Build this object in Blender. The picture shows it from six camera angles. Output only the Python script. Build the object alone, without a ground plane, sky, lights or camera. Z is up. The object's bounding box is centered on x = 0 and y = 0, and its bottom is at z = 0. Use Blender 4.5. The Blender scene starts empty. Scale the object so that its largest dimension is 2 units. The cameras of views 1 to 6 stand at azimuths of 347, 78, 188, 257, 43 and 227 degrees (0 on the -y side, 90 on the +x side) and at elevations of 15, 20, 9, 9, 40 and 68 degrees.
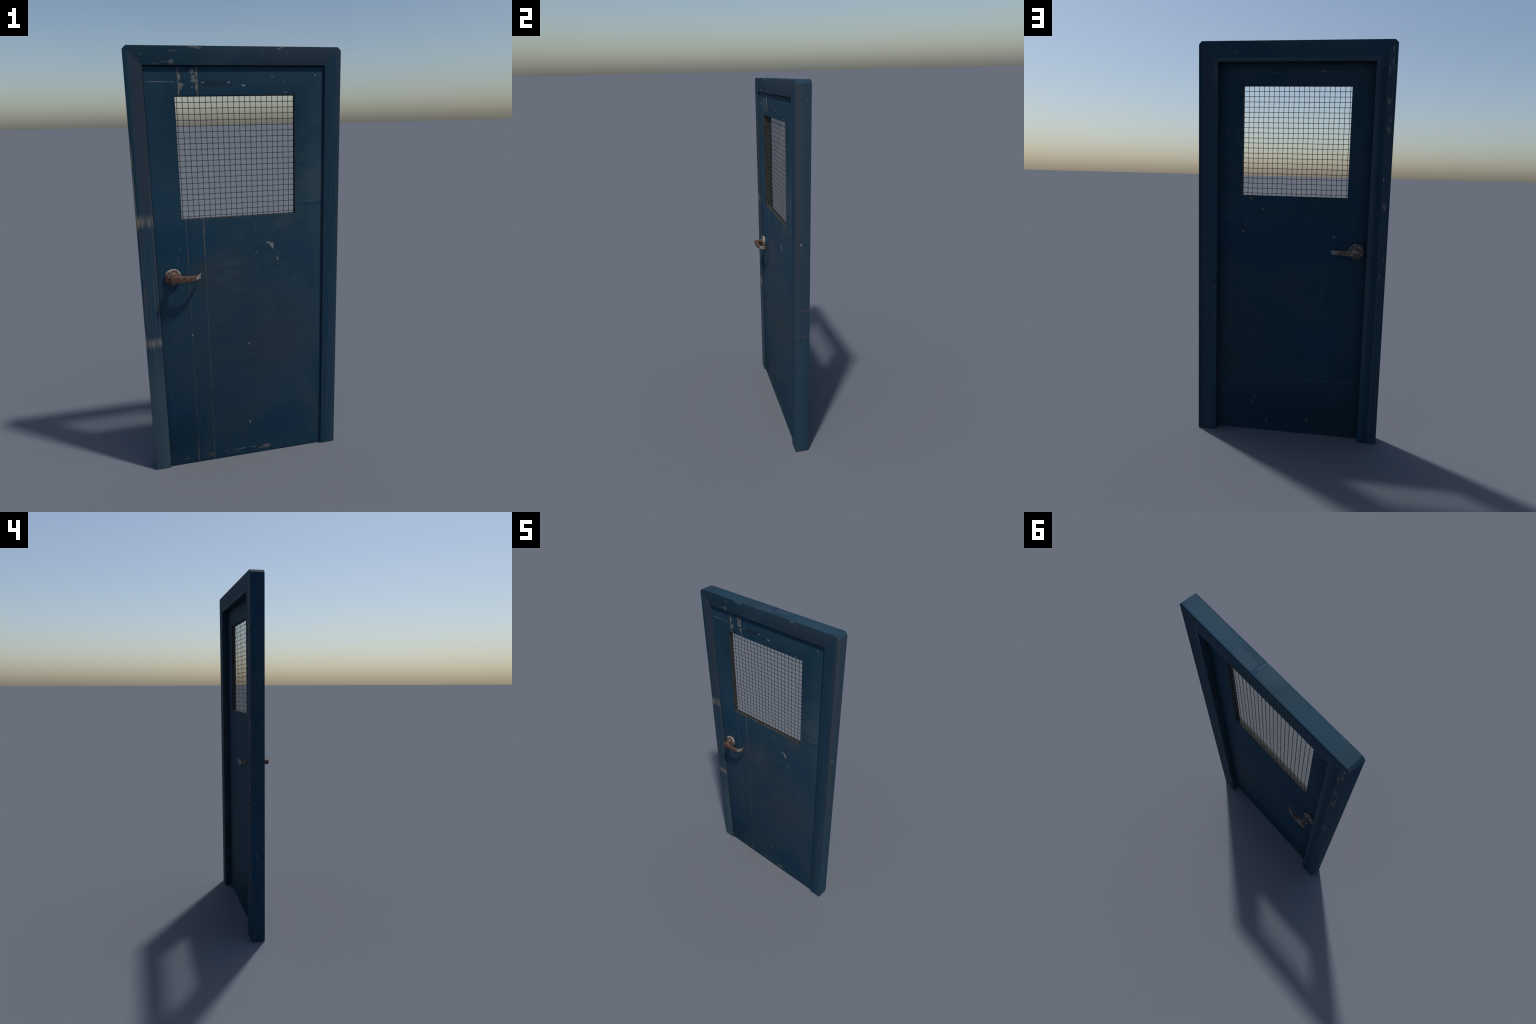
"""A worn, blue painted door with a wire-mesh window and rusty lever handles,
standing closed in its own mitred frame.  Metres, z up, front faces -y."""
import bpy, bmesh, math, random
from mathutils import Vector

random.seed(7)

# ------------------------------------------------------------------ sizes
OUT_X, TOP = 0.4755, 2.0            # frame outside half width and height
Y_FRONT, Y_BACK = -0.0238, 0.0519   # frame front and back planes
CUT = 0.0154                        # 45 degree cut on the two upper corners
OPEN_X, OPEN_Z = 0.4000, 1.9225     # rebated opening seen from the front
STOP_X, STOP_Z = 0.3795, 1.9045     # narrower opening inside the door stop
LEAF_X, LEAF_Z0, LEAF_Z1 = 0.3988, 0.0020, 1.9190
LEAF_F, LEAF_B = -0.0154, 0.0120    # door leaf front and back planes
WX0, WX1, WZ0, WZ1 = -0.2728, 0.2608, 1.2645, 1.8000   # window opening
GRID = 0.0249                       # wire spacing
MESH_Y = -0.0030
HX, HZ = -0.3292, 1.0010            # handle axis
REACH = 0.0800                      # lever outer face, either side of y = 0


# ================================================================== nodes
class Net:
    """Small helper to write node maths as formulas."""

    def __init__(self, name):
        self.mat = bpy.data.materials.new(name)
        self.mat.use_nodes = True
        self.t = self.mat.node_tree
        self.t.nodes.clear()
        self.out = self.t.nodes.new("ShaderNodeOutputMaterial")
        self.bsdf = self.t.nodes.new("ShaderNodeBsdfPrincipled")
        self.t.links.new(self.bsdf.outputs[0], self.out.inputs[0])
        tc = self.t.nodes.new("ShaderNodeTexCoord")
        self.pos = tc.outputs["Object"]
        sep = self.t.nodes.new("ShaderNodeSeparateXYZ")
        self.t.links.new(self.pos, sep.inputs[0])
        self.x, self.y, self.z = sep.outputs

    def put(self, sock, val):
        if isinstance(val, bpy.types.NodeSocket):
            self.t.links.new(val, sock)
        else:
            sock.default_value = val

    def m(self, op, a, b=0.0, c=None):
        n = self.t.nodes.new("ShaderNodeMath")
        n.operation = op
        self.put(n.inputs[0], a)
        self.put(n.inputs[1], b)
        if c is not None:
            self.put(n.inputs[2], c)
        return n.outputs[0]

    def add(self, a, b): return self.m("ADD", a, b)
    def sub(self, a, b): return self.m("SUBTRACT", a, b)
    def mul(self, a, b): return self.m("MULTIPLY", a, b)
    def mx(self, a, b): return self.m("MAXIMUM", a, b)

    def ramp(self, v, a, b, lo=0.0, hi=1.0, smooth=True):
        n = self.t.nodes.new("ShaderNodeMapRange")
        n.interpolation_type = "SMOOTHSTEP" if smooth else "LINEAR"
        n.clamp = True
        self.put(n.inputs[0], v)
        for i, q in enumerate((a, b, lo, hi)):
            self.put(n.inputs[i + 1], q)
        return n.outputs[0]

    def vec(self, sx=1.0, sy=1.0, sz=1.0, off=(0, 0, 0)):
        n = self.t.nodes.new("ShaderNodeMapping")
        self.t.links.new(self.pos, n.inputs[0])
        n.inputs["Scale"].default_value = (sx, sy, sz)
        n.inputs["Location"].default_value = off
        return n.outputs[0]

    def noise(self, v, scale, detail=3.0, rough=0.55, dist=0.0):
        n = self.t.nodes.new("ShaderNodeTexNoise")
        self.t.links.new(v, n.inputs["Vector"])
        n.inputs["Scale"].default_value = scale
        n.inputs["Detail"].default_value = detail
        n.inputs["Roughness"].default_value = rough
        n.inputs["Distortion"].default_value = dist
        return n.outputs["Fac"]

    def cells(self, v, scale):
        n = self.t.nodes.new("ShaderNodeTexVoronoi")
        self.t.links.new(v, n.inputs["Vector"])
        n.inputs["Scale"].default_value = scale
        sep = self.t.nodes.new("ShaderNodeSeparateColor")
        self.t.links.new(n.outputs["Color"], sep.inputs[0])
        return n.outputs["Distance"], sep.outputs[0]

    def mix(self, fac, a, b):
        n = self.t.nodes.new("ShaderNodeMix")
        n.data_type = "RGBA"
        self.put(n.inputs[0], fac)
        for i, c in ((6, a), (7, b)):
            self.put(n.inputs[i], c if isinstance(c, bpy.types.NodeSocket) else (*c, 1.0))
        return n.outputs[2]

    def finish(self, color, rough=0.5, spec=0.3, height=None, bump=0.2, dist=0.001, metal=0.0):
        self.put(self.bsdf.inputs["Base Color"], color)
        self.put(self.bsdf.inputs["Roughness"], rough)
        self.put(self.bsdf.inputs["Specular IOR Level"], spec)
        self.put(self.bsdf.inputs["Metallic"], metal)
        if height is not None:
            n = self.t.nodes.new("ShaderNodeBump")
            n.inputs["Strength"].default_value = bump
            n.inputs["Distance"].default_value = dist
            self.put(n.inputs["Height"], height)
            self.t.links.new(n.outputs[0], self.bsdf.inputs["Normal"])
        return self.mat


PALE, TAN, RUST = (0.215, 0.210, 0.190), (0.140, 0.118, 0.096), (0.10, 0.062, 0.042)
DEEP, NAVY = (0.0085, 0.030, 0.055), (0.0080, 0.033, 0.085)


class Paint(Net):
    """Old blue paint on one flat face.  u, v are the two axes of the face."""

    def __init__(self, name, axes="xz", seed=0.0, grain="soft", lift=1.0, brown=0.5):
        super().__init__(name)
        ax = {"x": self.x, "y": self.y, "z": self.z}
        self.u, self.v = ax[axes[0]], ax[axes[1]]
        off = (seed * 3.1, seed * 1.7, seed * 2.3)
        p = self.vec(off=off)
        self.warp_a = self.noise(p, 85.0, 3.0, 0.62)
        self.warp_b = self.noise(self.vec(off=(off[0] + 9, off[1], off[2])), 85.0, 3.0, 0.62)
        self.slow = self.noise(self.vec(off=(off[0] + 4, off[1], off[2])), 11.0, 3.0, 0.6)
        self.uw = self.add(self.u, self.mul(self.sub(self.warp_a, 0.5), 0.017))
        self.vw = self.add(self.v, self.mul(self.sub(self.warp_b, 0.5), 0.017))
        self.layers = {}
        self.tones = []
        # --- clouded base colour
        cloud = self.noise(p, 3.3, 4.0, 0.55, 0.4)
        cloud2 = self.noise(self.vec(off=(off[0] + 2, off[1] + 5, off[2])), 2.1, 3.0, 0.5)
        fine = self.noise(p, 130.0, 5.0, 0.75)
        c = self.mix(self.ramp(cloud, 0.36, 0.64), (0.0125, 0.0420, 0.0690), (0.0215, 0.0480, 0.0720))
        c = self.mix(self.ramp(cloud2, 0.50, 0.70, 0.0, 0.75), c, (0.0105, 0.0420, 0.0860))
        c = self.mix(self.ramp(cloud2, 0.46, 0.30, 0.0, brown), c, (0.0310, 0.0440, 0.0560))
        if grain == "vertical":
            g1 = self.noise(self.vec(1, 1, 0.012, off), 85.0, 3.0, 0.6)
            g2 = self.noise(self.vec(1, 1, 0.02, (off[0] + 7, off[1], off[2])), 300.0, 2.0, 0.6)
            c = self.mix(self.ramp(g1, 0.38, 0.62), c, (0.0290, 0.0490, 0.0720))
            c = self.mix(self.ramp(g1, 0.62, 0.40, 0.0, 0.5), c, (0.0095, 0.0410, 0.0740))
            c = self.mix(self.ramp(g2, 0.45, 0.75, 0.0, 0.30), c, (0.048, 0.066, 0.080))
        else:
            g = self.noise(self.vec(1, 1, 0.12, off), 60.0, 4.0, 0.65)
            h = self.noise(self.vec(0.06, 0.06, 1, off), 70.0, 4.0, 0.65)
            c = self.mix(self.ramp(g, 0.48, 0.74, 0.0, 0.38), c, (0.042, 0.062, 0.080))
            c = self.mix(self.ramp(h, 0.50, 0.74, 0.0, 0.40), c, (0.0085, 0.034, 0.062))
        c = self.mix(self.ramp(fine, 0.50, 0.74, 0.0, 0.36), c, (0.055, 0.075, 0.090))
        c = self.mix(self.ramp(fine, 0.48, 0.27, 0.0, 0.45), c, DEEP)
        self.base, self.fine, self.lift = c, fine, lift

    # --- masks -------------------------------------------------------
    def layer(self, colour, mask):
        self.layers[colour] = self.mx(self.layers[colour], mask) if colour in self.layers else mask

    def blob(self, u, v, a, b, col=PALE, s=0.8, soft=0.25):
        du, dv = self.m("DIVIDE", self.sub(self.uw, u), a), self.m("DIVIDE", self.sub(self.vw, v), b)
        d = self.add(self.mul(du, du), self.mul(dv, dv))
        self.layer(col, self.ramp(d, 1.0 + soft, max(0.0, 1.0 - soft), 0.0, s))

    def haze(self, u, v, a, b, col, s):
        """Large soft stain, laid under the chips."""
        su = self.add(self.u, self.mul(self.sub(self.slow, 0.5), 0.10))
        du, dv = self.m("DIVIDE", self.sub(su, u), a), self.m("DIVIDE", self.sub(self.v, v), b)
        d = self.add(self.mul(du, du), self.mul(dv, dv))
        self.tones.append((col, self.ramp(d, 1.0, 0.1, 0.0, s)))

    def smear(self, u, v, a, b, col, s):
        """Stain broken up into sideways rubbed patches."""
        n = self.noise(self.vec(0.35, 1, 1, (11, 3, 5)), 26.0, 5.0, 0.65, 0.5)
        du, dv = self.m("DIVIDE", self.sub(self.u, u), a), self.m("DIVIDE", self.sub(self.v, v), b)
        d = self.add(self.mul(du, du), self.mul(dv, dv))
        self.tones.append((col, self.mul(self.ramp(d, 1.0, 0.2, 0.0, s), self.ramp(n, 0.42, 0.62))))

    def strip(self, u, w, v0, v1, col, s):
        """Soft-edged vertical strip of another tone."""
        k = self.mul(self.ramp(self.m("ABSOLUTE", self.sub(self.u, u)), w, w * 0.35, 0.0, s),
                     self.mul(self.ramp(self.v, v0, v0 + 0.25), self.ramp(self.v, v1 + 0.1, v1)))
        self.tones.append((col, k))

    def line(self, u, w, v0, v1, col=TAN, s=0.8, wob=0.004, lo=0.35, seed=0.0):
        """Worn vertical line whose strength comes and goes along it."""
        along = self.noise(self.vec(0.02, 0.02, 1, (seed, 0, seed)), 9.0, 3.0, 0.6)
        rough = self.noise(self.vec(0.3, 0.3, 1, (seed + 3, 0, 0)), 120.0, 4.0, 0.7)
        uu = self.add(self.u, self.mul(self.sub(along, 0.5), wob))
        ww = self.mul(self.ramp(rough, 0.3, 0.8, 0.55, 1.7), w)
        d = self.m("DIVIDE", self.m("ABSOLUTE", self.sub(uu, u)), ww)
        k = self.mul(self.ramp(d, 1.3, 0.5, 0.0, s), self.ramp(along, 0.36, 0.56, lo, 1.0))
        k = self.mul(k, self.mul(self.ramp(self.v, v0 - 0.004, v0 + 0.004), self.ramp(self.v, v1 + 0.004, v1 - 0.004)))
        self.layer(col, k)

    def scratch(self, u0, v0, u1, v1, w, col=PALE, s=0.6, wob=0.006):
        uc, vc = (u0 + u1) / 2, (v0 + v1) / 2
        L = math.hypot(u1 - u0, v1 - v0)
        c, sn = (u1 - u0) / L, (v1 - v0) / L
        du, dv = self.sub(self.u, uc), self.sub(self.v, vc)
        al = self.add(self.mul(du, c), self.mul(dv, sn))
        pe = self.sub(self.mul(dv, c), self.mul(du, sn))
        pe = self.add(pe, self.mul(self.sub(self.slow, 0.5), wob))
        k = self.ramp(self.m("ABSOLUTE", pe), w * 1.3, w * 0.4, 0.0, s)
        k = self.mul(k, self.ramp(self.m("ABSOLUTE", al), L / 2, L / 2 * 0.8))
        self.layer(col, self.mul(k, self.ramp(self.warp_a, 0.35, 0.55, 0.35, 1.0)))

    def specks(self, amount=0.10, scale=26.0, stretch=(1, 1, 0.35), r=0.06, s=0.45, col=PALE, off=0.0):
        d, rnd = self.cells(self.vec(*stretch, off=(off, off, off)), scale)
        d = self.add(d, self.mul(self.sub(self.warp_a, 0.5), 0.10))
        rad = self.mul(self.ramp(rnd, 1.0 - amount, 1.0, 0.0, 1.0, False), r)
        k = self.ramp(self.sub(rad, d), 0.0, 0.03, 0.0, s)
        self.layer(col, self.mul(k, self.m("GREATER_THAN", rnd, 1.0 - amount)))

    def band(self, v, w, col, s, soft=1.0):
        """Fuzzy stripe across the face."""
        vv = self.add(self.v, self.mul(self.sub(self.streak(), 0.5), w * 2.2))
        k = self.ramp(self.m("ABSOLUTE", self.sub(vv, v)), w * (1 + soft * 0.5), 0.0, 0.0, s)
        self.layer(col, self.mul(k, self.ramp(self.streak(), 0.38, 0.62, 0.30, 1.0)))

    def streak(self):
        if not hasattr(self, "_streak"):
            self._streak = self.noise(self.vec(1, 1, 0.02), 110.0, 3.0, 0.6)
        return self._streak

    def done(self):
        c = self.base
        for col, k in self.tones:
            c = self.mix(k, c, col)
        chip = None
        for col, k in self.layers.items():
            c = self.mix(k, c, col)
            chip = k if chip is None else self.mx(chip, k)
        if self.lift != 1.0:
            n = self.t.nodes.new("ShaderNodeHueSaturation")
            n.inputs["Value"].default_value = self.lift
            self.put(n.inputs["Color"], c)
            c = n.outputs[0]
        rough = self.ramp(self.fine, 0.2, 0.8, 0.60, 0.78)
        h = self.mul(self.fine, 0.35)
        if chip is not None:
            h = self.sub(h, chip)
        return self.finish(c, rough, 0.07, h, 0.22, 0.0008)


# ------------------------------------------------------- paint on each face
def paint_leaf_front():
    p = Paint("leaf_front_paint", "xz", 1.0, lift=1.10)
    # broad stains
    p.haze(-0.33, 1.17, 0.13, 0.13, (0.0070, 0.0370, 0.0740), 0.60)
    p.haze(0.0, 0.66, 0.50, 0.50, (0.0285, 0.0525, 0.0760), 0.75)
    p.haze(0.16, 0.62, 0.17, 0.13, (0.0335, 0.0460, 0.0560), 0.35)
    p.haze(0.0, 1.80, 0.60, 0.55, (0.0065, 0.0265, 0.0460), 0.62)
    p.haze(0.20, 0.17, 0.20, 0.13, (0.0070, 0.0360, 0.0760), 0.55)
    p.haze(-0.33, 0.16, 0.14, 0.14, (0.0085, 0.036, 0.060), 0.7)
    p.haze(-0.09, 0.99, 0.20, 0.12, (0.034, 0.054, 0.078), 0.7)
    p.haze(0.35, 1.40, 0.09, 0.10, (0.038, 0.062, 0.082), 0.55)
    p.haze(0.205, 1.235, 0.07, 0.045, (0.046, 0.062, 0.076), 0.55)
    p.haze(-0.19, 0.96, 0.09, 0.11, (0.036, 0.045, 0.044), 0.25)
    p.haze(-0.10, 1.85, 0.08, 0.014, (0.010, 0.016, 0.022), 0.6)
    p.haze(0.34, 1.305, 0.12, 0.013, (0.0085, 0.034, 0.068), 0.55)
    p.smear(0.18, 0.60, 0.24, 0.28, (0.050, 0.048, 0.045), 0.45)
    p.smear(0.00, 0.80, 0.50, 0.80, (0.0100, 0.0390, 0.0660), 0.45)
    p.smear(-0.10, 1.02, 0.16, 0.16, (0.036, 0.046, 0.046), 0.35)
    p.smear(0.33, 1.40, 0.12, 0.35, (0.030, 0.056, 0.076), 0.5)
    # two worn seams running the height of the leaf
    p.line(-0.2540, 0.0027, 1.80, 1.93, TAN, 0.85, 0.003, 0.7, 1.0)
    p.line(-0.1745, 0.0032, 1.80, 1.93, TAN, 0.85, 0.002, 0.8, 2.0)
    p.line(-0.2545, 0.0019, 0.0, 1.27, (0.088, 0.076, 0.066), 0.65, 0.006, 0.25, 3.0)
    p.line(-0.1745, 0.0019, 0.0, 1.27, (0.100, 0.088, 0.077), 0.65, 0.005, 0.25, 4.0)
    p.line(-0.1750, 0.0030, 1.09, 1.27, TAN, 0.7, 0.003, 0.4, 5.0)
    p.line(-0.2550, 0.0024, 0.0, 0.10, TAN, 0.9, 0.002, 0.8, 6.0)
    p.line(-0.1750, 0.0026, 0.0, 0.12, TAN, 0.7, 0.002, 0.6, 7.0)
    for u, v, a, b in ((-0.249, 1.878, 0.006, 0.013), (-0.243, 1.846, 0.011, 0.007), (-0.246, 1.835, 0.009, 0.010),
                       (-0.195, 1.898, 0.008, 0.009), (-0.191, 1.876, 0.009, 0.009), (-0.186, 1.862, 0.012, 0.007),
                       (-0.178, 1.836, 0.005, 0.012), (-0.178, 1.892, 0.005, 0.010)):
        p.blob(u, v, a, b, (0.135, 0.127, 0.112), 0.80, 0.6)
    # loose chips and knocks
    for u, v, a, b in ((0.130, 1.130, 0.012, 0.004), (0.146, 1.120, 0.009, 0.010), (0.151, 1.106, 0.004, 0.009),
                       (0.022, 0.624, 0.004, 0.0075), (0.019, 0.187, 0.0045, 0.0075), (0.070, 1.090, 0.003, 0.004),
                       (0.173, 1.048, 0.003, 0.009), (0.030, 1.841, 0.010, 0.003), (-0.037, 1.855, 0.005, 0.0025),
                       (-0.196, 1.835, 0.003, 0.003), (0.356, 1.884, 0.003, 0.003), (0.209, 1.858, 0.003, 0.0025),
                       (0.220, 1.812, 0.005, 0.003), (0.061, 1.070, 0.0025, 0.003), (-0.290, 1.136, 0.003, 0.003),
                       (-0.254, 0.700, 0.0035, 0.006), (-0.187, 0.372, 0.003, 0.003), (0.158, 1.875, 0.003, 0.003)):
        p.blob(u, v, a, b, PALE, 0.85 if max(a, b) > 0.0035 else 0.50, 0.35)
    p.blob(0.101, 0.030, 0.020, 0.010, (0.16, 0.150, 0.135), 0.75, 0.8)
    p.blob(0.074, 0.025, 0.012, 0.005, TAN, 0.6, 0.7)
    for u, v, a, b in ((-0.191, 0.037, 0.013, 0.004), (-0.192, 0.025, 0.013, 0.004), (-0.203, 0.043, 0.004, 0.004),
                       (-0.224, 0.025, 0.008, 0.003), (-0.312, 0.028, 0.007, 0.003)):
        p.blob(u, v, a, b, TAN, 0.7, 0.5)
    for q in ((-0.397, 1.8575, -0.265, 1.8555, 0.0016), (-0.158, 1.854, -0.141, 1.855, 0.0022),
              (-0.120, 0.034, -0.104, 0.036, 0.0025), (-0.078, 0.0365, -0.006, 0.0365, 0.0026),
              (-0.100, 0.0225, -0.036, 0.0225, 0.0020), (0.008, 0.036, 0.045, 0.035, 0.0016),
              (0.352, 1.684, 0.362, 1.684, 0.0015)):
        p.scratch(*q, PALE, 0.62, 0.008)
    p.scratch(0.290, 1.3185, 0.378, 1.3215, 0.0014, PALE, 0.35, 0.004)
    for q in ((-0.300, 1.100, -0.2985, 1.055, 0.0016), (0.064, 1.238, 0.063, 1.196, 0.0019), (-0.337, 0.690, -0.336, 0.664, 0.0012),
              (-0.375, 0.668, -0.374, 0.645, 0.0013), (-0.363, 0.612, -0.362, 0.584, 0.0013), (0.316, 0.40, 0.322, 0.37, 0.0011),
              (0.050, 0.330, 0.051, 0.298, 0.0013), (0.070, 0.125, 0.071, 0.094, 0.0013), (0.086, 0.220, 0.087, 0.192, 0.0011),
              (0.166, 0.185, 0.166, 0.155, 0.0010), (-0.251, 1.115, -0.252, 1.060, 0.0010)):
        p.scratch(*q, TAN, 0.6, 0.004)
    p.specks(0.13, 24.0, (1, 1, 0.45), 0.055, 0.32)
    p.specks(0.10, 42.0, (1, 1, 0.8), 0.06, 0.28, RUST, 4.0)
    return p.done()


def paint_leaf_back():
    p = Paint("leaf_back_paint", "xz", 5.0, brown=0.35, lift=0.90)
    p.haze(0.05, 1.02, 0.5, 0.16, NAVY, 0.4)
    p.haze(0.0, 0.14, 0.45, 0.16, (0.0085, 0.030, 0.050), 0.5)  # darker zone across the bottom
    p.haze(0.28, 0.50, 0.2, 0.3, (0.030, 0.044, 0.060), 0.4)
    for q in ((0.232, 1.864, 0.10, 1.862, 0.0014), (0.11, 1.862, -0.04, 1.862, 0.0015), (-0.03, 1.862, -0.23, 1.866, 0.0014),
              (-0.300, 1.866, -0.33, 1.861, 0.0015), (-0.338, 1.859, -0.368, 1.859, 0.0013), (0.345, 1.154, 0.28, 1.150, 0.0012),
              (-0.03, 0.300, -0.18, 0.305, 0.0012), (-0.17, 0.305, -0.35, 0.302, 0.0012), (0.19, 1.874, 0.13, 1.878, 0.0012),
              (0.10, 0.155, 0.06, 0.15, 0.0011)):
        p.scratch(*q, (0.13, 0.145, 0.15), 0.55, 0.016)
    p.blob(0.212, 1.248, 0.011, 0.006, TAN, 0.8)
    p.blob(0.252, 1.078, 0.008, 0.009, TAN, 0.75)
    for u, v in ((0.175, 0.180), (-0.108, 0.079), (0.108, 0.060), (0.191, 0.159), (-0.215, 1.066), (0.15, 1.20), (-0.13, 1.866)):
        p.blob(u, v, 0.0035, 0.006, (0.2, 0.2, 0.19), 0.7, 0.4)
    p.specks(0.12, 22.0, (1, 1, 0.45), 0.05, 0.35, (0.17, 0.17, 0.165))
    p.specks(0.10, 38.0, (1, 1, 0.8), 0.06, 0.25, RUST, 4.0)
    return p.done()


def paint_lintel_front():
    p = Paint("lintel_front_paint", "xz", 2.0)
    p.haze(-0.36, 1.96, 0.30, 0.12, (0.0095, 0.034, 0.054), 0.7)
    p.haze(0.28, 1.96, 0.36, 0.10, (0.0235, 0.041, 0.060), 0.75)
    for u, v, a, b, s in ((-0.185, 1.995, 0.020, 0.0035, 0.7), (-0.165, 1.991, 0.013, 0.003, 0.75), (-0.280, 1.9375, 0.011, 0.009, 0.6),
                          (0.188, 1.991, 0.010, 0.003, 0.8), (0.203, 1.997, 0.012, 0.003, 0.8), (-0.403, 1.965, 0.003, 0.004, 0.6),
                          (-0.415, 1.946, 0.004, 0.003, 0.5), (-0.247, 1.958, 0.004, 0.0025, 0.5), (0.221, 1.976, 0.004, 0.003, 0.4)):
        p.blob(u, v, a, b, PALE, s * 0.65, 0.9)
    for q in ((-0.325, 1.937, -0.285, 1.937, 0.0025), (-0.355, 1.929, -0.335, 1.929, 0.0018), (-0.285, 1.980, -0.250, 1.980, 0.0025),
              (0.105, 1.975, 0.130, 1.974, 0.0013)):
        p.scratch(*q, TAN, 0.5, 0.004)
    p.line(0.033, 0.0010, 1.92, 2.0, DEEP, 0.8, 0.001, 0.8, 3.0)
    p.specks(0.10, 26.0, (1, 1, 1), 0.05, 0.3)
    return p.done()


def paint_lintel_back():
    p = Paint("lintel_back_paint", "xz", 6.0)
    p.scratch(-0.105, 1.985, -0.095, 1.945, 0.0012, (0.13, 0.145, 0.15), 0.5)
    p.blob(0.290, 1.948, 0.010, 0.0035, RUST, 0.8)
    p.scratch(-0.415, 1.99, -0.418, 1.965, 0.0012, (0.14, 0.15, 0.15), 0.5)
    p.specks(0.08, 26.0, (1, 1, 1), 0.05, 0.3)
    return p.done()


def paint_top():
    p = Paint("top_paint", "xy", 3.0, brown=0.2, lift=0.82)
    p.haze(0.105, 0.03, 0.07, 0.035, (0.048, 0.082, 0.104), 0.40)
    p.haze(-0.01, 0.0, 0.07, 0.05, (0.037, 0.071, 0.092), 0.35)
    p.haze(-0.28, 0.02, 0.18, 0.06, (0.012, 0.052, 0.090), 0.6)
    p.haze(0.30, 0.02, 0.22, 0.06, (0.026, 0.060, 0.092), 0.8)
    p.line(0.044, 0.0030, -0.03, 0.06, NAVY, 0.8, 0.004, 0.8, 1.0)
    p.line(0.028, 0.0030, -0.03, 0.06, NAVY, 0.8, 0.004, 0.8, 2.0)
    p.line(-0.055, 0.0012, -0.03, 0.06, NAVY, 0.6, 0.004, 0.7, 3.0)
    p.line(0.0345, 0.0022, -0.020, 0.016, (0.085, 0.105, 0.115), 0.7, 0.004, 0.6, 4.0)
    p.line(-0.205, 0.0020, -0.03, 0.02, NAVY, 0.5, 0.003, 0.6, 5.0)
    p.specks(0.12, 40.0, (1, 1, 1), 0.06, 0.35, (0.13, 0.15, 0.15))
    return p.done()


def paint_jamb_front(side):
    left = side < 0
    p = Paint("jamb_front_paint_" + ("latch" if left else "hinge"), "xz", 8.0 if left else 9.0, "vertical", brown=0.3)
    if left:
        p.haze(-0.437, 0.25, 0.30, 0.42, (0.040, 0.070, 0.086), 0.80)
        p.strip(-0.420, 0.042, 1.15, 2.1, (0.0300, 0.0420, 0.0580), 0.85)
        p.strip(-0.470, 0.016, 1.0, 2.1, (0.0100, 0.0360, 0.0560), 0.8)
        p.band(1.268, 0.020, (0.180, 0.172, 0.155), 0.90, 2.0)
        p.band(0.684, 0.018, (0.190, 0.178, 0.160), 0.90, 2.0)
        p.line(-0.4710, 0.0022, 1.26, 1.60, (0.16, 0.140, 0.100), 0.8, 0.010, 0.3, 1.0)
        p.line(-0.4625, 0.0016, 0.76, 1.22, (0.14, 0.115, 0.085), 0.7, 0.006, 0.15, 2.0)
        p.line(-0.4510, 0.0012, 0.85, 0.98, (0.11, 0.095, 0.075), 0.6, 0.004, 0.2, 3.0)
        p.line(-0.4180, 0.0012, 0.86, 1.00, (0.13, 0.11, 0.085), 0.7, 0.004, 0.2, 4.0)
        p.line(-0.4340, 0.0020, 0.30, 0.68, (0.080, 0.074, 0.066), 0.6, 0.004, 0.2, 5.0)
        p.line(-0.4020, 0.0016, 0.80, 1.50, (0.080, 0.088, 0.088), 0.6, 0.002, 0.4, 6.0)
        p.blob(-0.4725, 1.25, 0.0035, 0.03, (0.14, 0.11, 0.07), 0.7, 0.6)
        p.blob(-0.4735, 0.71, 0.003, 0.04, (0.14, 0.11, 0.075), 0.6, 0.6)
    else:
        p.strip(0.413, 0.035, -0.4, 2.1, (0.0100, 0.0400, 0.0660), 0.7)
        p.strip(0.447, 0.012, -0.4, 2.1, (0.0085, 0.0380, 0.0800), 0.5)
        p.strip(0.470, 0.014, -0.4, 2.1, (0.0240, 0.0410, 0.0590), 0.7)
        p.line(0.401, 0.0012, 1.14, 1.22, TAN, 0.5, 0.001, 0.3, 3.0)
    p.specks(0.06, 24.0, (1, 1, 0.4), 0.05, 0.3)
    return p.done()


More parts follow.
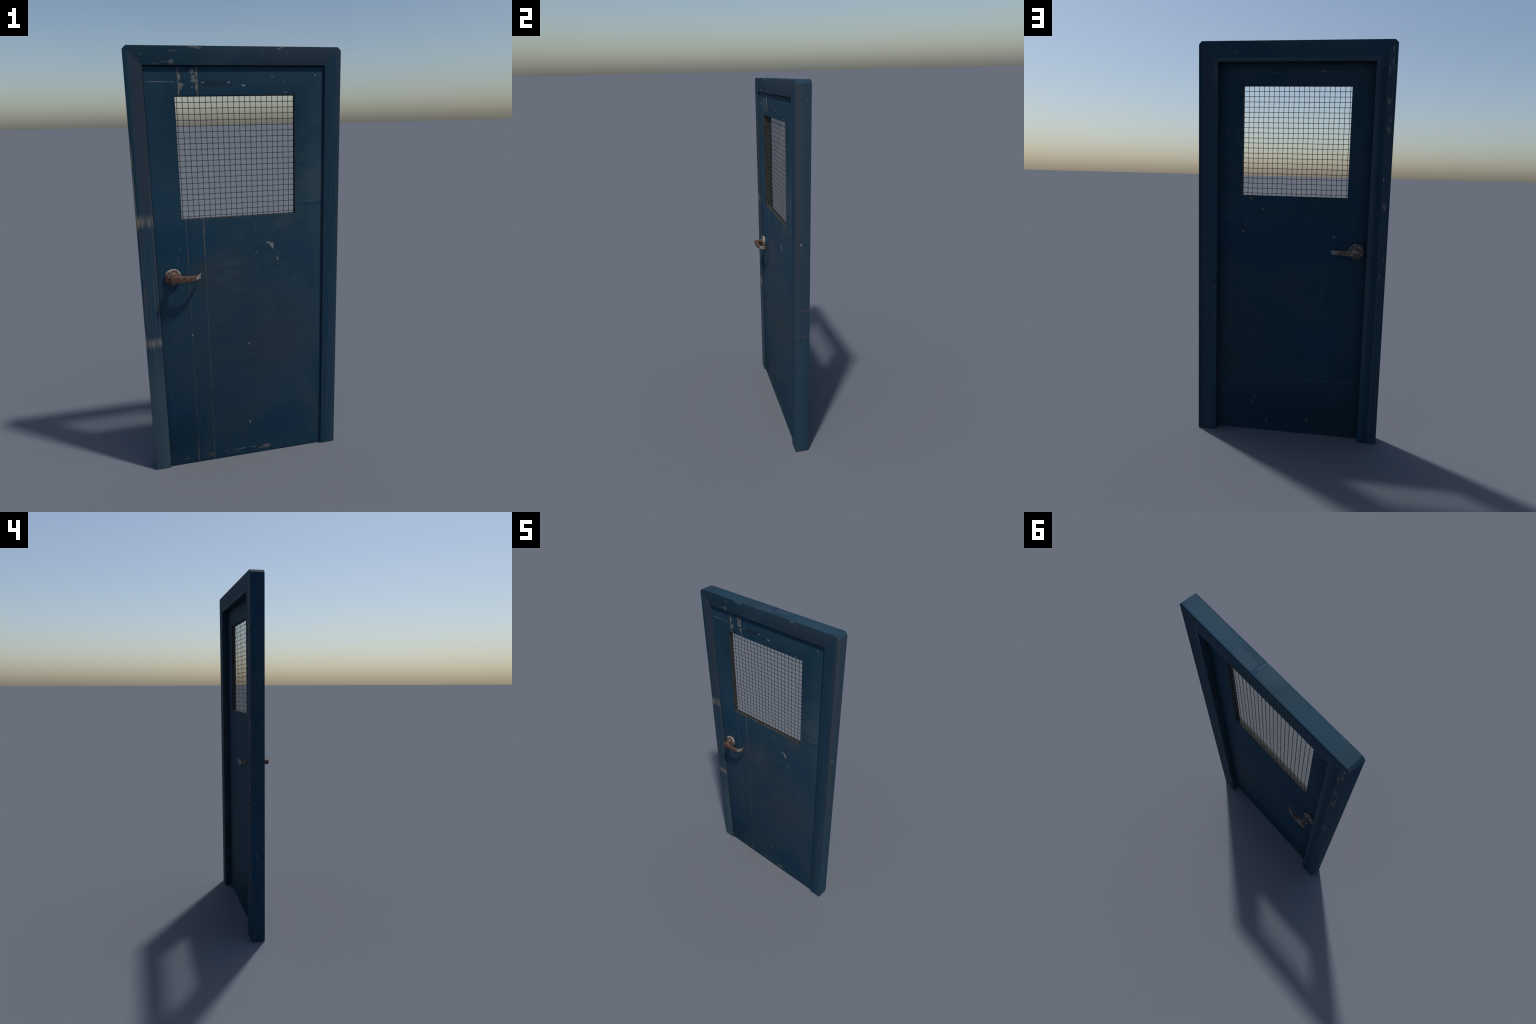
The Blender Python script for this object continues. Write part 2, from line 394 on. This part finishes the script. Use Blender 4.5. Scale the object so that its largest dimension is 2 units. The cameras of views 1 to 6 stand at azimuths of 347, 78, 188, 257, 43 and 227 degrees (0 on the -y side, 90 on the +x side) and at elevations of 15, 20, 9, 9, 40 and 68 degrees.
def paint_jamb_back(side):
    left = side < 0
    p = Paint("jamb_back_paint_" + ("latch" if left else "hinge"), "xz", 10.0 if left else 11.0, "vertical", brown=0.3)
    if left:
        p.line(-0.4385, 0.0013, 0.05, 1.975, (0.100, 0.078, 0.062), 0.75, 0.006, 0.35, 1.0)
        p.line(-0.4595, 0.0013, 0.05, 1.985, (0.105, 0.086, 0.070), 0.75, 0.006, 0.35, 2.0)
        for u, v, a, b in ((-0.4465, 1.722, 0.008, 0.014), (-0.4530, 1.590, 0.006, 0.016), (-0.4560, 1.905, 0.004, 0.022),
                           (-0.4415, 1.862, 0.004, 0.022), (-0.4545, 1.955, 0.005, 0.014), (-0.4460, 1.235, 0.005, 0.017),
                           (-0.4550, 1.222, 0.006, 0.012), (-0.4465, 0.886, 0.003, 0.011), (-0.4580, 0.967, 0.003, 0.007),
                           (-0.4560, 1.640, 0.004, 0.012), (-0.4460, 1.60, 0.005, 0.007), (-0.441, 1.36, 0.004, 0.012)):
            p.blob(u, v, a, b, (0.150, 0.142, 0.130), 0.75, 0.9)
        for q in ((-0.400, 1.887, -0.410, 1.892, 0.0013), (-0.410, 1.892, -0.432, 1.879, 0.0015), (-0.417, 1.95, -0.413, 1.925, 0.0012)):
            p.scratch(*q, (0.15, 0.165, 0.17), 0.6, 0.004)
        p.strip(-0.418, 0.022, -0.4, 2.1, (0.0070, 0.0280, 0.0480), 0.6)
        p.blob(-0.470, 1.88, 0.004, 0.003, PALE, 0.4)
        p.blob(-0.405, 0.20, 0.002, 0.008, PALE, 0.45)
    else:
        p.strip(0.466, 0.016, -0.4, 2.1, (0.0085, 0.030, 0.055), 0.8)
        p.strip(0.442, 0.020, -0.4, 2.1, (0.0300, 0.0380, 0.0520), 0.7)
    p.specks(0.06, 24.0, (1, 1, 0.4), 0.05, 0.3)
    return p.done()


def paint_jamb_side(side):
    left = side < 0
    p = Paint("jamb_side_paint_" + ("latch" if left else "hinge"), "yz", 12.0 if left else 13.0, "vertical" if not left else "soft", brown=0.4)
    if left:
        p.blob(0.032, 0.797, 0.003, 0.008, TAN, 0.8)
        p.blob(0.021, 0.503, 0.003, 0.016, TAN, 0.7)
        p.scratch(0.010, 0.622, -0.010, 0.638, 0.0014, (0.16, 0.17, 0.165), 0.6, 0.004)
        p.scratch(0.045, 1.893, 0.025, 1.885, 0.0016, (0.16, 0.17, 0.165), 0.6, 0.004)
        p.scratch(0.025, 1.885, 0.012, 1.897, 0.0016, (0.16, 0.17, 0.165), 0.6, 0.004)
        p.scratch(0.044, 1.935, 0.036, 1.925, 0.0016, (0.16, 0.17, 0.165), 0.5, 0.004)
    else:
        p.strip(0.02, 0.20, 0.7, 2.1, (0.0270, 0.0460, 0.0650), 0.70)
        p.strip(-0.022, 0.030, 0.95, 2.0, (0.0370, 0.0470, 0.0560), 0.65)
        p.strip(-0.004, 0.026, 0.45, 1.2, (0.028, 0.043, 0.059), 0.5)
        p.haze(0.020, 0.30, 0.08, 0.5, (0.020, 0.046, 0.070), 0.8)
        p.band(0.884, 0.005, (0.090, 0.066, 0.054), 0.75, 0.4)
        p.band(0.736, 0.005, (0.090, 0.066, 0.054), 0.75, 0.4)
        p.blob(0.006, 1.241, 0.0040, 0.009, PALE, 0.6)
        for y, z in ((0.040, 1.297), (0.012, 1.356), (0.033, 1.910), (0.021, 0.584), (-0.001, 0.533), (0.012, 0.517), (0.028, 1.15)):
            p.blob(y, z, 0.0030, 0.004, (0.16, 0.13, 0.11), 0.45)
    p.specks(0.06, 26.0, (1, 1, 0.5), 0.05, 0.3)
    return p.done()


def paint_stop():
    p = Paint("door_stop_paint", "xz", 14.0, "soft", lift=1.0)
    p.haze(0.0, 1.91, 0.9, 0.20, (0.038, 0.059, 0.080), 0.85)
    p.haze(-0.39, 1.2, 0.20, 1.1, (0.035, 0.058, 0.080), 0.85)
    p.band(0.785, 0.006, TAN, 0.5, 0.4)
    p.band(0.640, 0.004, TAN, 0.5, 0.4)
    p.specks(0.08, 26.0, (1, 1, 0.6), 0.05, 0.35, (0.15, 0.13, 0.11))
    return p.done()


def paint_plain(name, seed):
    p = Paint(name, "yz", seed)
    return p.done()


def paint_reveal():
    """Inner faces of frame and stop; colour lightened for the sun they catch."""
    p = Paint("frame_reveal_paint", "yz", 15.0, "soft", lift=1.0)
    n = p.noise(p.vec(1, 1, 0.5), 18.0, 4.0, 0.65)
    p.tones.append(((0.030, 0.034, 0.034), p.ramp(n, 0.42, 0.62, 0.2, 0.8)))
    for v in (1.10, 1.07, 1.93, 1.80):
        p.band(v, 0.005, DEEP, 0.7, 0.4)
    return p.done()


def bare_lining():
    n = Net("window_lining_metal")
    a = n.noise(n.pos, 30.0, 4.0, 0.6)
    b = n.noise(n.pos, 220.0, 4.0, 0.7)
    c = n.mix(n.ramp(a, 0.35, 0.65), (0.026, 0.026, 0.025), (0.042, 0.041, 0.039))
    c = n.mix(n.ramp(b, 0.50, 0.75, 0.0, 0.5), c, (0.052, 0.048, 0.043))
    # brown dirt along both arrises
    edge = n.ramp(n.m("ABSOLUTE", n.add(n.y, 0.003)), 0.0115, 0.0145, 0.0, 0.5)
    c = n.mix(edge, c, (0.055, 0.042, 0.034))
    return n.finish(c, 0.7, 0.12, b, 0.2)


def wire_metal():
    n = Net("grille_wire_metal")
    a = n.noise(n.pos, 60.0, 3.0, 0.6)
    c = n.mix(n.ramp(a, 0.35, 0.7), (0.032, 0.032, 0.031), (0.052, 0.050, 0.047))
    return n.finish(c, 0.65, 0.2)


def rusty_metal(name, white, tip=0.0, rim=0.0, seed=0.0, bright=1.0):
    """Brown rust over chipped grey-white plating; white = how much plating is left."""
    n = Net(name)
    p = n.vec(off=(seed, seed * 0.7, seed * 1.3))
    a = n.noise(p, 72.0, 5.0, 0.68, 0.5)
    s = n.noise(n.vec(0.45, 1, 1, (seed + 5, seed, 0)), 150.0, 4.0, 0.7)
    b = n.noise(p, 260.0, 4.0, 0.7)
    m = n.add(n.mul(a, 0.65), n.mul(s, 0.35))
    m = n.add(m, white)
    if tip:
        m = n.add(m, n.ramp(n.x, -0.231, -0.225, 0.0, tip))
        # the last millimetres turn brown again
        m = n.sub(m, n.ramp(n.x, -0.2045, -0.2030, 0.0, tip))
    if rim:
        dx, dz = n.sub(n.x, HX), n.sub(n.z, HZ)
        r = n.m("SQRT", n.add(n.mul(dx, dx), n.mul(dz, dz)))
        up = n.ramp(n.add(dz, n.mul(dx, 0.5)), -0.030, 0.020, 0.35, 1.0)
        m = n.add(m, n.mul(n.ramp(r, 0.0335, 0.0365, 0.0, rim), up))
        m = n.add(m, n.mul(n.ramp(n.m("ABSOLUTE", n.sub(r, 0.0195)), 0.0032, 0.0010, 0.0, rim * 0.6), up))
    k = n.ramp(m, 0.530, 0.585)
    rust = n.mix(n.ramp(b, 0.35, 0.65), (0.066, 0.029, 0.019), (0.105, 0.049, 0.029))
    rust = n.mix(n.ramp(a, 0.50, 0.38, 0.0, 0.8), rust, (0.050, 0.026, 0.020))
    rust = n.mix(n.ramp(s, 0.56, 0.70, 0.0, 0.8), rust, (0.110, 0.068, 0.044))
    lo, hi = [tuple(q * bright for q in c3) for c3 in ((0.20, 0.205, 0.20), (0.33, 0.33, 0.315))]
    pale = n.mix(n.ramp(b, 0.35, 0.65), lo, hi)
    rust = n.mix(n.ramp(m, 0.475, 0.535, 0.0, 0.75), rust, (0.105, 0.078, 0.055))
    c = n.mix(k, rust, pale)
    return n.finish(c, n.ramp(k, 0.0, 1.0, 0.62, 0.45), 0.35, n.add(n.mul(k, 0.7), n.mul(b, 0.4)), 0.5, 0.0010)


# ================================================================== meshes
COLL = bpy.context.scene.collection


def add_object(name, mesh, parent=None):
    ob = bpy.data.objects.new(name, mesh)
    COLL.objects.link(ob)
    if parent:
        ob.parent = parent
    return ob


def smooth_by_angle(mesh, deg=35.0):
    mesh.polygons.foreach_set("use_smooth", [True] * len(mesh.polygons))
    mesh.set_sharp_from_angle(angle=math.radians(deg))


def prism(bm, outline, y0, y1):
    """Extrude an outline in the xz plane from y0 to y1."""
    a = [bm.verts.new((x, y0, z)) for x, z in outline]
    b = [bm.verts.new((x, y1, z)) for x, z in outline]
    n = len(outline)
    bm.faces.new(a)
    bm.faces.new(list(reversed(b)))
    for i in range(n):
        j = (i + 1) % n
        bm.faces.new((a[j], a[i], b[i], b[j]))


def slot_by_face(mesh, chooser, mats):
    for m in mats:
        mesh.materials.append(m)
    for f in mesh.polygons:
        f.material_index = chooser(f.normal, f.center)


def bar(name, outline, y0, y1, parent, mats, chooser, bevel_edge, width=0.0012):
    bm = bmesh.new()
    prism(bm, outline, y0, y1)
    bmesh.ops.recalc_face_normals(bm, faces=bm.faces)
    es = [e for e in bm.edges if bevel_edge(e)]
    if es:
        bmesh.ops.bevel(bm, geom=es, offset=width, segments=2, profile=0.5, affect="EDGES")
    me = bpy.data.meshes.new(name)
    bm.to_mesh(me)
    bm.free()
    slot_by_face(me, chooser, mats)
    smooth_by_angle(me, 30)
    return add_object(name, me, parent)


def edge_dir(e, axis):
    d = (e.verts[1].co - e.verts[0].co).normalized()
    return abs(d[axis]) > 0.99


# ------------------------------------------------------------------ build
thing = bpy.data.objects.new("framed_door", None)
COLL.objects.link(thing)
thing["label"] = "worn blue door with wire mesh window and rusty levers"
thing["category"] = "door"

m_reveal = paint_reveal()
m_top = paint_top()
half = CUT / 2

for s in (-1, 1):
    outline = [(s * OUT_X, 0.0), (s * OPEN_X, 0.0), (s * OPEN_X, OPEN_Z), (s * (OUT_X - half), TOP - half), (s * OUT_X, TOP - CUT)]
    mats = [paint_jamb_front(s), paint_jamb_back(s), paint_jamb_side(s), m_reveal, m_top]

    def pick(nrm, c, s=s):
        if nrm.y < -0.7: return 0
        if nrm.y > 0.7: return 1
        if nrm.z > 0.5: return 4
        return 2 if nrm.x * s > 0 else 3

    bar("jamb", outline, Y_FRONT, Y_BACK, thing, mats, pick,
        lambda e: edge_dir(e, 2) or (edge_dir(e, 1) and abs(e.verts[0].co.z - (TOP - CUT)) < 1e-4))

outline = [(-OPEN_X, OPEN_Z), (OPEN_X, OPEN_Z), (OUT_X - half, TOP - half), (OUT_X - CUT, TOP), (-(OUT_X - CUT), TOP), (-(OUT_X - half), TOP - half)]


def pick(nrm, c):
    if nrm.y < -0.7: return 0
    if nrm.y > 0.7: return 1
    return 2 if nrm.z > 0.3 else 3


bar("lintel", outline, Y_FRONT, Y_BACK, thing, [paint_lintel_front(), paint_lintel_back(), m_top, m_reveal], pick,
    lambda e: edge_dir(e, 0) or (edge_dir(e, 1) and abs(e.verts[0].co.z - TOP) < 1e-4))

# door stop: three strips nailed inside the frame behind the leaf
m_stop = paint_stop()
lap = 0.0006
for s in (-1, 1):
    outline = [(s * STOP_X, 0.0), (s * (OPEN_X + lap), 0.0), (s * (OPEN_X + lap), OPEN_Z + lap), (s * STOP_X, STOP_Z)]
    bar("door_stop", outline, LEAF_B + 0.0004, Y_BACK + lap, thing, [m_stop, m_reveal],
        lambda nrm, c: 0 if abs(nrm.y) > 0.7 else 1, lambda e: edge_dir(e, 2), 0.0009)
outline = [(-STOP_X, STOP_Z), (STOP_X, STOP_Z), (OPEN_X + lap, OPEN_Z + lap), (-OPEN_X - lap, OPEN_Z + lap)]
bar("door_stop", outline, LEAF_B + 0.0004, Y_BACK + lap, thing, [m_stop, m_reveal],
    lambda nrm, c: 0 if abs(nrm.y) > 0.7 else 1, lambda e: edge_dir(e, 0), 0.0009)


# ------------------------------------------------------------- door leaf
def ring_slab(bm, outer, inner, y0, y1):
    """Rectangular slab with a rectangular hole; rects are (x0, x1, z0, z1)."""
    def corners(r, y):
        return [bm.verts.new(c) for c in ((r[0], y, r[2]), (r[1], y, r[2]), (r[1], y, r[3]), (r[0], y, r[3]))]
    of, inf, ob_, inb = corners(outer, y0), corners(inner, y0), corners(outer, y1), corners(inner, y1)
    for i in range(4):
        j = (i + 1) % 4
        bm.faces.new((of[i], of[j], inf[j], inf[i]))
        bm.faces.new((ob_[j], ob_[i], inb[i], inb[j]))
        bm.faces.new((of[j], of[i], ob_[i], ob_[j]))
        bm.faces.new((inf[i], inf[j], inb[j], inb[i]))
    bmesh.ops.recalc_face_normals(bm, faces=bm.faces)


LIN = 0.0010
bm = bmesh.new()
ring_slab(bm, (-LEAF_X, LEAF_X, LEAF_Z0, LEAF_Z1), (WX0 - LIN, WX1 + LIN, WZ0 - LIN, WZ1 + LIN), LEAF_F, LEAF_B)
es = [e for e in bm.edges if abs(e.verts[0].co.y - e.verts[1].co.y) < 1e-6 and (edge_dir(e, 0) or edge_dir(e, 2))]
es = [e for e in es if abs(e.verts[0].co.x) > LEAF_X - 1e-4 and abs(e.verts[1].co.x) > LEAF_X - 1e-4]
bmesh.ops.bevel(bm, geom=es, offset=0.0008, segments=2, profile=0.5, affect="EDGES")
me = bpy.data.meshes.new("door_leaf")
bm.to_mesh(me)
bm.free()
slot_by_face(me, lambda n, c: 0 if n.y < -0.7 else (1 if n.y > 0.7 else 2),
             [paint_leaf_front(), paint_leaf_back(), paint_plain("leaf_edge_paint", 16.0)])
smooth_by_angle(me, 30)
leaf = add_object("door_leaf", me, thing)

bm = bmesh.new()
ring_slab(bm, (WX0 - LIN, WX1 + LIN, WZ0 - LIN, WZ1 + LIN), (WX0, WX1, WZ0, WZ1), LEAF_F + 0.0003, LEAF_B - 0.0003)
me = bpy.data.meshes.new("window_lining")
bm.to_mesh(me)
bm.free()
me.materials.append(bare_lining())
lining = add_object("window_lining", me, thing)


# ------------------------------------------------------------ wire grille
def wire_mesh(name, length, first, phase, vertical, r=0.00138, amp=0.00045, sides=8):
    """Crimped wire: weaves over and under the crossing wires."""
    bm = bmesh.new()
    steps = int(length / GRID * 6)
    prev = None
    for i in range(steps + 1):
        t = length * i / steps
        y = amp * math.cos(math.pi * (t - first) / GRID) * phase
        ring = []
        for k in range(sides):
            a = 2 * math.pi * k / sides
            o, h = r * math.cos(a), r * math.sin(a)
            ring.append(bm.verts.new((o, y + h, t) if vertical else (t, y + h, o)))
        if prev:
            for k in range(sides):
                j = (k + 1) % sides
                bm.faces.new((prev[k], prev[j], ring[j], ring[k]))
        prev = ring
    bmesh.ops.recalc_face_normals(bm, faces=bm.faces)
    me = bpy.data.meshes.new(name)
    bm.to_mesh(me)
    bm.free()
    me.polygons.foreach_set("use_smooth", [True] * len(me.polygons))
    me.materials.append(m_wire)
    return me


m_wire = wire_metal()
FX, FZ = -0.2650, 1.2757
vert = [wire_mesh("grille_wire", WZ1 - WZ0, FZ - WZ0, p, True) for p in (1, -1)]
hori = [wire_mesh("grille_wire", WX1 - WX0, FX - WX0, p, False) for p in (-1, 1)]
for k in range(22):
    for me, loc in ((vert[k % 2], (FX + k * GRID, MESH_Y - 0.0009, WZ0)), (hori[k % 2], (WX0, MESH_Y + 0.0009, FZ + k * GRID))):
        ob = add_object("grille_wire", me, lining)
        ob.location = Vector(loc) + Vector((random.uniform(-3e-4, 3e-4), 0, random.uniform(-3e-4, 3e-4)))
        ob.rotation_euler = (0, random.uniform(-6e-4, 6e-4), 0)


# ---------------------------------------------------------------- handles
def lathe(bm, prof, seg=64):
    """Turn a profile of (radius, distance) about the handle axis (y)."""
    rings = []
    for r, y in prof:
        if r < 1e-6:
            rings.append([bm.verts.new((HX, y, HZ))])
        else:
            rings.append([bm.verts.new((HX + r * math.cos(2 * math.pi * k / seg), y, HZ + r * math.sin(2 * math.pi * k / seg))) for k in range(seg)])
    for a, b in zip(rings, rings[1:]):
        for k in range(seg):
            j = (k + 1) % seg
            if len(a) == 1:
                bm.faces.new((a[0], b[j], b[k]))
            elif len(b) == 1:
                bm.faces.new((a[k], a[j], b[0]))
            else:
                bm.faces.new((a[k], a[j], b[j], b[k]))


def spline(pts, n):
    """Catmull-Rom through tuples of numbers."""
    out = []
    P = [pts[0]] + list(pts) + [pts[-1]]
    for i in range(1, len(P) - 2):
        for s in range(n):
            t = s / n
            out.append(tuple(0.5 * (2 * b + (c - a) * t + (2 * a - 5 * b + 4 * c - d) * t * t + (3 * b - a - 3 * c + d) * t ** 3)
                             for a, b, c, d in zip(P[i - 1], P[i], P[i + 1], P[i + 2])))
    out.append(tuple(pts[-1]))
    return out


def lever(bm, dz, droop, tilt):
    # stations: outer (x, y), inner (x, y), top and bottom height from the axis
    st = [(-0.3300, 0.0797, -0.3290, 0.0450, 0.0148, -0.0152),
          (-0.3080, 0.0799, -0.3135, 0.0455, 0.0145, -0.0158),
          (-0.2980, 0.0799, -0.3090, 0.0545, 0.0138, -0.0160),
          (-0.2880, 0.0797, -0.2980, 0.0605, 0.0128, -0.0160),
          (-0.2750, 0.0793, -0.2800, 0.0642, 0.0114, -0.0158),
          (-0.2600, 0.0785, -0.2610, 0.0652, 0.0098, -0.0154),
          (-0.2440, 0.0758, -0.2440, 0.0640, 0.0088, -0.0150),
          (-0.2290, 0.0705, -0.2310, 0.0610, 0.0082, -0.0147),
          (-0.2160, 0.0625, -0.2195, 0.0560, 0.0080, -0.0143),
          (-0.2075, 0.0520, -0.2120, 0.0490, 0.0084, -0.0134),
          (-0.2030, 0.0410, -0.2070, 0.0400, 0.0092, -0.0112),
          (-0.2012, 0.0325, -0.2042, 0.0320, 0.0100, -0.0060)]
    rings = []
    for ox, oy, ix, iy, zt, zb in spline(st, 4):
        depth = math.hypot(ox - ix, oy - iy)
        sag = droop * min(1.0, max(0.0, (ox + 0.218) / 0.013))
        up = tilt * (ox - HX)
        zt, zb = zt - sag + up, zb - sag * 0.3 + up * 0.4
        h = zt - zb
        rad = min(0.0032, depth * 0.32, h * 0.3)
        ring = []
        for cx, cz, a0 in ((1, 1, 0), (0, 1, 90), (0, 0, 180), (1, 0, 270)):
            for q in range(5):
                a = math.radians(a0 + 90 * q / 4)
                d = (depth - rad if cx else rad) + rad * math.cos(a)
                z = (zt - rad if cz else zb + rad) + rad * math.sin(a)
                f = d / depth
                ring.append(bm.verts.new((ix + (ox - ix) * f, iy + (oy - iy) * f, HZ + z + dz)))
        rings.append(ring)
    n = len(rings[0])
    for a, b in zip(rings, rings[1:]):
        for k in range(n):
            j = (k + 1) % n
            bm.faces.new((a[k], a[j], b[j], b[k]))
    bm.faces.new(rings[0])
    bm.faces.new(rings[-1])


def handle(side, mat_lever, mat_rose, dz, droop, tilt):
    bm = bmesh.new()
    lever(bm, dz, droop, tilt)
    lathe(bm, [(0.0, 0.026), (0.0148, 0.026), (0.0146, 0.050), (0.0150, 0.070), (0.0152, 0.0770), (0.0144, 0.0792), (0.0128, 0.0800), (0.0, 0.0800)])
    bm2 = bmesh.new()
    lathe(bm2, [(0.0, 0.0122), (0.0345, 0.0122), (0.0350, 0.0180), (0.0372, 0.0182), (0.0385, 0.0196), (0.0385, 0.0235), (0.0380, 0.0262),
                (0.0366, 0.0284), (0.0345, 0.0296), (0.0315, 0.0302), (0.0240, 0.0308), (0.0222, 0.0318), (0.0205, 0.0352),
                (0.0190, 0.0365), (0.0172, 0.0363), (0.0166, 0.0345), (0.0166, 0.0310), (0.0, 0.0310)])
    made = []
    for nm, b, mat in (("lever_handle", bm, mat_lever), ("rosette", bm2, mat_rose)):
        if side < 0:
            for v in b.verts:
                v.co.y = -v.co.y
        bmesh.ops.recalc_face_normals(b, faces=b.faces)
        me = bpy.data.meshes.new(nm)
        b.to_mesh(me)
        b.free()
        smooth_by_angle(me, 50)
        me.materials.append(mat)
        made.append(me)
    rose = add_object("rosette", made[1], thing)
    add_object("lever_handle", made[0], rose)


handle(-1, rusty_metal("front_lever_rust", -0.052, 0.125, 0.0, 1.0), rusty_metal("front_rosette_rust", -0.016, 0.0, 0.085, 2.0), 0.0010, 0.002, 0.022)
handle(1, rusty_metal("back_lever_rust", 0.030, 0.06, 0.0, 3.0, 0.72), rusty_metal("back_rosette_rust", 0.016, 0.0, 0.06, 4.0, 0.72), -0.0010, 0.0060, 0.0)
